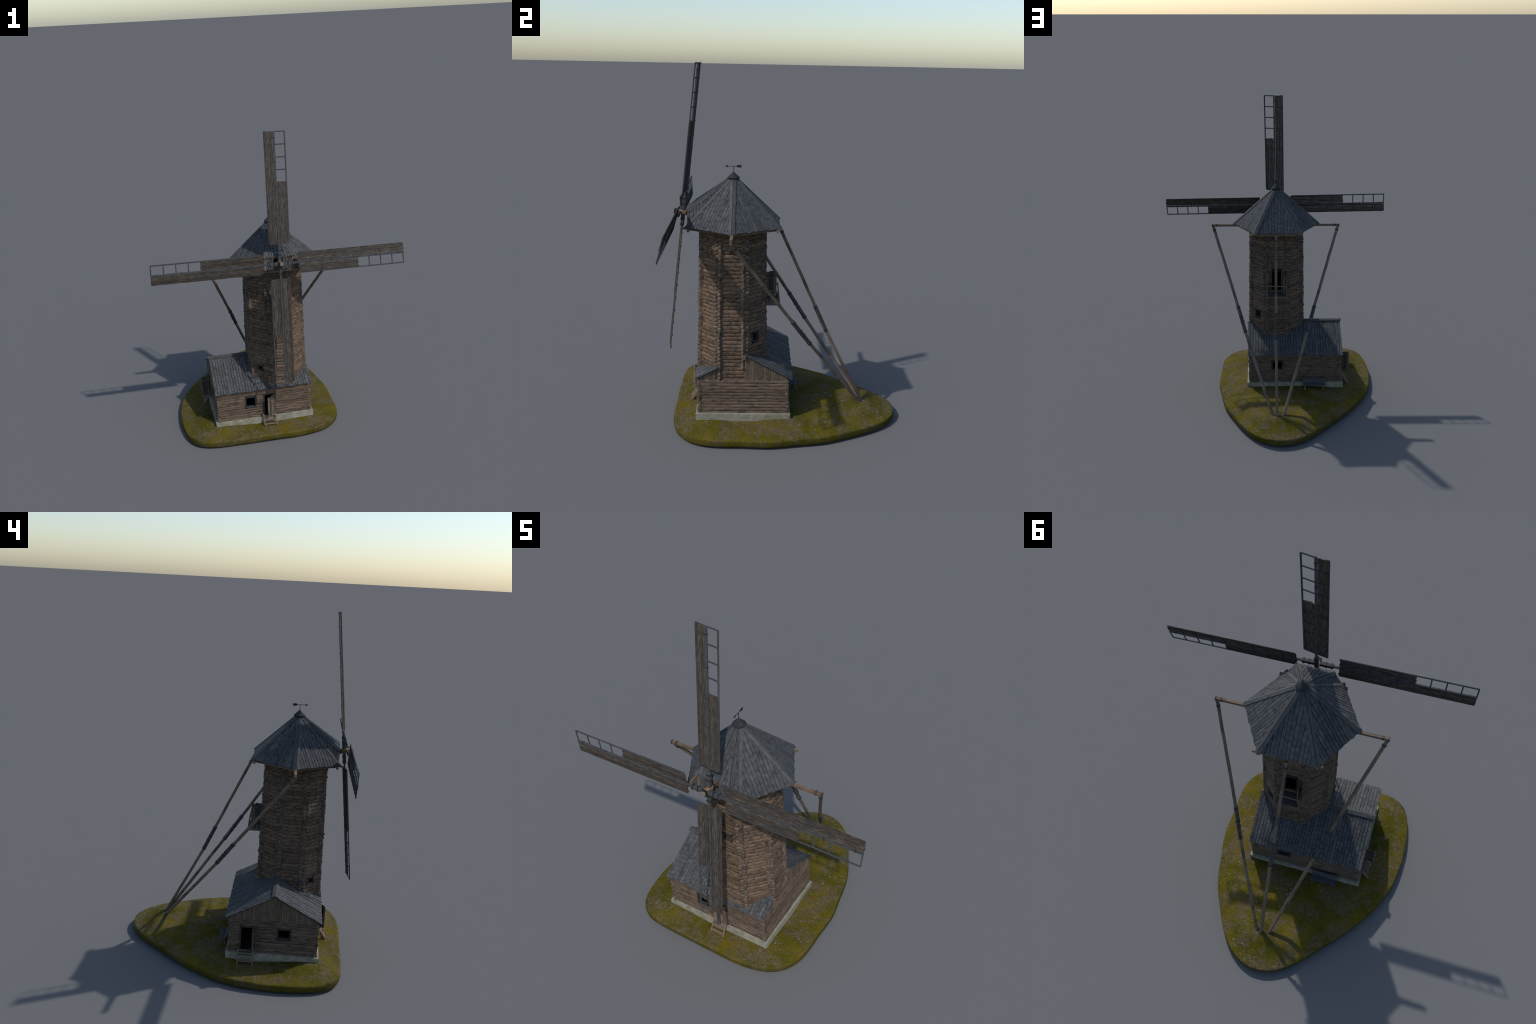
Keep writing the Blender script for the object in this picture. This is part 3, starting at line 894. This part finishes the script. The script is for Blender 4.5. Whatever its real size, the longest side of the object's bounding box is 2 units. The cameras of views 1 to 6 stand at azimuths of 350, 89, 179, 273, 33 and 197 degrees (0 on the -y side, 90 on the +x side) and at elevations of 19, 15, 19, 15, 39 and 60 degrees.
# dormer wall where the windshaft comes out
def dormer():
    zb = 1.15
    hw = W1.x - .003
    wall = join_boxes("dormer", [((s * .087, YW - .004, zb), (s * .0865, YW - .004, 1.2315), .0085, .007, V((0, 1, 0))) for s in (-1, 1)] +
                      [((-hw, YW - .0055, 1.2305), (hw, YW - .0055, 1.2305), .006, .0055, V((0, 0, 1)))] +
                      [((s * .0915, YW - .004, 1.2315), (s * (H1.x + .004), YW - .004, H1.z - .004), .007, .0085, V((0, 0, 1))) for s in (-1, 1)] +
                      [((s * (H1.x - .002), YW - .003, H1.z - .008), (s * (HEX[5].x - .006), HEX[5].y + .006, RZ - .004), .009, .008, V((0, 0, 1))) for s in (-1, 1)], M["fresh"], root)
    poly = [(-.142, 0), (.142, 0), (H1.x, H1.z - zb - .006), (hw, 1.2285 - zb), (-hw, 1.2285 - zb), (-H1.x, H1.z - zb - .006)]
    O = V((0, YW, zb))
    x = -.142
    while x < .142:
        wd = .0185 * RND.uniform(.9, 1.12)
        pieces = [clip(clip(poly, 1, 0, x + .0006), -1, 0, -(x + wd - .0006))]
        if x > -.0385 and x + wd < .029:
            s = pieces[0]
            pieces = [clip(s, 0, -1, -(1.190 - zb)), clip(s, 0, 1, 1.2265 - zb)]
        for s in pieces:
            if len(s) < 3 or area(s) < 1e-5:
                continue
            cx = sum(p[0] for p in s) / len(s); cz = sum(p[1] for p in s) / len(s)
            me = prism_mesh("dormer_board", [(p[1] - cz, -(p[0] - cx)) for p in s], .005, M["grey"])
            R = Matrix((V((0, 0, 1)), V((-1, 0, 0)), V((0, -1, 0)))).transposed()
            ob_from("dormer_board", me, wall, Matrix.Translation(O + V((cx, RND.uniform(-.0012, .0005), cz))) @ R.to_4x4())
        x += wd
dormer()

# rafter tails and corner blocks at the eave
for i, h in enumerate(HEX):
    d = (h - TC); d.z = 0; d.normalize()
    q = V((h.x, h.y, RZ - .007))
    timber("rafter_tail", q - d * .03 + V((0, 0, .012)), q + d * .0125 + V((0, 0, .003)), .011, .011, M["fresh"], cap)
for s in (-1, 1):
    timber("corner_block", (s * .281, TC.y - .016, 1.1505), (s * .281, TC.y + .016, 1.1505), .012, .009, M["fresh"], cap)
outrig = timber("outrigger_beam", (-.4345, -.2855, 1.1425), (.441, -.2855, 1.1425), .0158, .0155, M["beam"], cap, wob=.0006, seg=12)
for s, e in ((1, .441), (-1, .4345)):
    for dx, wd in ((.0025, .004), (.030, .0022), (.0365, .0022)):
        band("iron_band", (s * (e - dx), -.2855, 1.1425), V((1, 0, 0)), V((0, 0, 1)), .0158, .0155, wd, cap)

# metal cone and weather vane
def cone():
    verts, faces = [], []
    prof = [(0, 1.4335), (.004, 1.4318), (.012, 1.4238), (.024, 1.4118), (.0335, 1.403), (.0345, 1.4012), (.0335, 1.399), (.027, 1.399), (.022, 1.404)]
    n = 32
    for r, z in prof[1:]:
        verts += [(r * math.cos(2 * math.pi * i / n), TC.y + r * math.sin(2 * math.pi * i / n), z) for i in range(n)]
    verts.append((0, TC.y, prof[0][1]))
    for k in range(len(prof) - 2):
        faces += [(k * n + i, (k + 1) * n + i, (k + 1) * n + (i + 1) % n, k * n + (i + 1) % n) for i in range(n)]
    t = len(verts) - 1
    faces += [(t, i, (i + 1) % n) for i in range(n)]
    return ob_from("cap_cone", mesh("cap_cone", verts, faces, M["capmetal"], smooth=True), root)
cone()
def vane():
    zc = 1.4628
    v = join_boxes("weather_vane", [((.001, TC.y, 1.425), (.001, TC.y, zc), .0034, .0034, V((0, 1, 0))), ((.0045, -.32, zc), (-.0015, -.262, zc), .0026, .0028, V((0, 0, 1)))], M["iron"], root, ch=.0006)
    d = V((.0071, -.0911, 0)).normalized()
    up = V((0, 0, 1)); side = up.cross(d)
    R = Matrix((d, side * -1, up)).transposed()
    def plate(name, pts, o):
        me = prism_mesh(name, pts, .0022, M["iron"], bev=.0003)
        Rm = Matrix((d, up, d.cross(up))).transposed()
        ob_from(name, me, v, Matrix.Translation(V(o) - d.cross(up) * .0011) @ Rm.to_4x4())
    tip = V((.0054, -.3345, zc)); tail = V((-.0022, -.2425, zc))
    plate("arrow_head", [(0, 0), (-.0185, .0078), (-.016, .002), (-.016, -.002), (-.0185, -.0068)], tip)
    plate("arrow_fletch", [(0, .0066), (.0045, .0), (.029, 0), (.0245, .0066)], tail)
    plate("arrow_fletch", [(0, -.0078), (.0045, -.0001), (.029, -.0001), (.0245, -.0066)], tail)
vane()

# ------------------------------------------------------------------ windshaft and sails
AX = V((0, -.994, .109)).normalized()
EX = V((1, 0, 0))
EZ = V((0, .109, .994)).normalized()
SH = V((0.001, -.559, 1.2085))
shaft = timber("windshaft", SH + AX * .0535, SH - AX * .3, .0235, .0235, M["fresh"], root, up=EZ, ch=.0035, seg=6, wob=.0005)
timber("shaft_butt", SH + AX * .0545, SH + AX * .05, .0205, .0205, M["butt"], shaft, up=EZ, ch=.002)
for s in (.0465, .0385, -.0175, -.0265):
    band("iron_band", SH + AX * s, AX, EZ, .0236, .0236, .0056, shaft, th=.002)
def pl(r, b, n, O, rd, bd, nm):
    return O + rd * r + bd * b + nm * n
ROT = math.radians(.8)
BETA = math.radians(10)
R_IN, R_OUT, R_HALF = .1095, .7865, .488
for arm in range(4):
    ph = ROT + arm * math.pi / 2
    rd = EX * math.sin(ph) + EZ * math.cos(ph)
    td = EX * math.cos(ph) - EZ * math.sin(ph)
    O = SH + (EZ * .006 if arm % 2 == 0 else AX * .0245 - EZ * .0025)
    bd = td * math.cos(BETA) + AX * math.sin(BETA)
    nm = rd.cross(bd).normalized()
    if nm.dot(AX) < 0:
        nm = -nm
    sail = timber("sail", O + rd * .05, O + rd * R_OUT, .0115, .0105, M["spar"], root, up=AX, seg=10, wob=.0008, taper=.85)
    timber("stock_clamp", O + rd * -.006, O + rd * .083, .0195, .0195, M["spar"], sail, up=AX, ch=.002, seg=4, wob=.0006)
    for r in (.043, .072):
        band("iron_band", O + rd * r, rd, AX, .0195, .0195, .0062, sail)
    for r in (.751, .605, .461, .320, .179):
        band("iron_band", O + rd * r, rd, AX, .0112, .0102, .003, sail, th=.0011)
    timber("edge_bar", pl(R_IN + .006, .0625, -.003, O, rd, bd, nm), pl(R_OUT - .0005, .064, -.003, O, rd, bd, nm), .0078, .006, M["spar"], sail, up=nm, seg=8, wob=.0006)
    for i in range(10):
        r = R_OUT - .003 - i * .0745
        if i < 4:
            timber("sail_rung", pl(r, .003, -.002, O, rd, bd, nm), pl(r, .065, -.002, O, rd, bd, nm), .0066, .0054, M["spar"], sail, up=nm, seg=3, wob=.0004)
            timber("sail_rung", pl(r, -.058, -.0025, O, rd, bd, nm), pl(r, -.006, -.0025, O, rd, bd, nm), .0042, .0032, M["sail"], sail, up=nm, seg=3, wob=.0004)
        else:
            timber("sail_rung", pl(r, -.058, -.0025, O, rd, bd, nm), pl(r, .06, -.0025, O, rd, bd, nm), .0042, .0032, M["sail"], sail, up=nm, seg=3, wob=.0004)
    # planks
    B = Matrix((rd, nm.cross(rd), nm)).transposed()
    flip = 1 if nm.cross(rd).dot(bd) > 0 else -1
    for b0, b1, r1 in ((-.0618, -.0066, R_OUT), (.0066, .0612, R_HALF)):
        nb = 5
        for i in range(nb):
            wa = b0 + (b1 - b0) * i / nb + .0004
            wb = b0 + (b1 - b0) * (i + 1) / nb - .0004
            ra, rb = R_IN + RND.uniform(-.004, .003), r1 + RND.uniform(-.006, .004)
            def jag(r, sgn):
                q = [0, RND.uniform(.2, .45), RND.uniform(.55, .8), 1]
                return [(r + sgn * RND.uniform(-.0022, .0015), wa + (wb - wa) * f) for f in q]
            poly = jag(rb, 1) + jag(ra, -1)[::-1]
            cr = (ra + rb) / 2; cb = (wa + wb) / 2
            loc = [(p - cr, (q - cb) * flip) for p, q in poly]
            me = prism_mesh("sail_plank", loc, .0034, M["sail"], bev=.0005)
            mt = Matrix.Translation(O + rd * cr + bd * cb + nm * (-.0005 + RND.uniform(-.0006, .001))) @ (B @ Matrix.Rotation(RND.uniform(-.03, .03), 3, "X")).to_4x4()
            ob_from("sail_plank", me, sail, mt)

# ------------------------------------------------------------------ tail poles
def pole(pts, parent):
    pts = [V(p) for p in pts]
    w = .0166
    verts, faces = [], []
    prof = section(w, w, .0035)
    n = len(prof)
    fine = []
    for a, b in zip(pts, pts[1:]):
        for k in range(8):
            fine.append(a.lerp(b, k / 8))
    fine.append(pts[-1])
    overall = (pts[-1] - pts[0])
    B = basis(overall, V((0, 0, 1)))
    Bi = B.transposed()
    o0 = (pts[0] + pts[-1]) / 2
    sd = RND.random() * 50
    for p in fine:
        q = Bi @ (p - o0)
        j1, j2 = (noise.noise(V((q.x * 9, sd, s))) * .0016 for s in (0, 7))
        for i, (a, b) in enumerate(prof):
            rr = 1 + .09 * noise.noise(V((q.x * 25, i * .7, sd)))
            verts.append((q.x, q.y + a * rr + j1, q.z + b * rr + j2))
    m = len(fine)
    for k in range(m - 1):
        for i in range(n):
            faces.append((k * n + i, k * n + (i + 1) % n, (k + 1) * n + (i + 1) % n, (k + 1) * n + i))
    faces.append(tuple(reversed(range(n)))); faces.append(tuple(range((m - 1) * n, m * n)))
    po = ob_from("tail_pole", mesh("tail_pole", verts, faces, M["pole"]), parent, Matrix.Translation(o0) @ B.to_4x4())
    def put(o):
        return o
    # spliced joint: four splints held by iron bands
    a, b = pts[1], pts[2]
    d = (b - a).normalized()
    Bs = basis(d, V((0, 0, 1)))
    ys, zs = Bs.col[1], Bs.col[2]
    for sgn in (-1, 1):
        for ax, up in ((ys, zs), (zs, ys)):
            put(timber("splint", a - d * .012 + ax * sgn * .0086, b + d * .012 + ax * sgn * .0086, .0095, .0048, M["splint"], po, up=ax))
    for f in (0, .41, .59, 1):
        put(band("iron_band", a.lerp(b, f), d, V((0, 0, 1)), .0206, .0206, .0038, po, th=.0013))
    d0 = (pts[1] - pts[0]).normalized()
    for s in (.03, .0365):
        put(band("iron_band", pts[0] + d0 * s, d0, V((0, 0, 1)), .0168, .0168, .0022, po))
    return po
pole([(.4315, -.2855, 1.137), (.2563, .0424, .669), (.2088, .136, .5367), (.0301, .4662, .09)], root)
pole([(-.4245, -.2855, 1.137), (-.2458, .0453, .6685), (-.2003, .1348, .5385), (-.0331, .4675, .09)], root)
pole([(.0035, -.034, 1.138), (.0085, .1804, .6745), (.0095, .2417, .5394), (.0064, .4744, .09)], root)

# ------------------------------------------------------------------ bench behind the house
bench = link(bpy.data.objects.new("wooden_bench", None))
bench.location = (-.252, .075, .08)
bench["label"] = "small grey plank bench with low sloping back"
bench["category"] = "bench"
def btimber(name, p0, p1, w, h, mat, up=V((0, 0, 1))):
    o = timber(name, V(p0) - bench.location, V(p1) - bench.location, w, h, mat, bench, up=up)
    return o
for i in range(3):
    y = .0655 + .0125 * i
    btimber("seat_board", (-.3275, y, .1095), (-.1765, y, .1095), .0115, .0045, M["grey"])
for i in range(2):
    f = .28 + .5 * i
    btimber("backrest_board", (-.3275, .0585 - .012 * f, .1155 + .028 * f), (-.1765, .0585 - .012 * f, .1155 + .028 * f), .0145, .004, M["grey"], up=V((0, .93, .35)))
for x in (-.312, -.192):
    btimber("bench_leg", (x, .083, .07), (x, .083, .108), .009, .009, M["stair"], up=V((0, 1, 0)))
    btimber("bench_leg", (x, .0635, .072), (x, .0635, .108), .008, .008, M["stair"], up=V((0, 1, 0)))
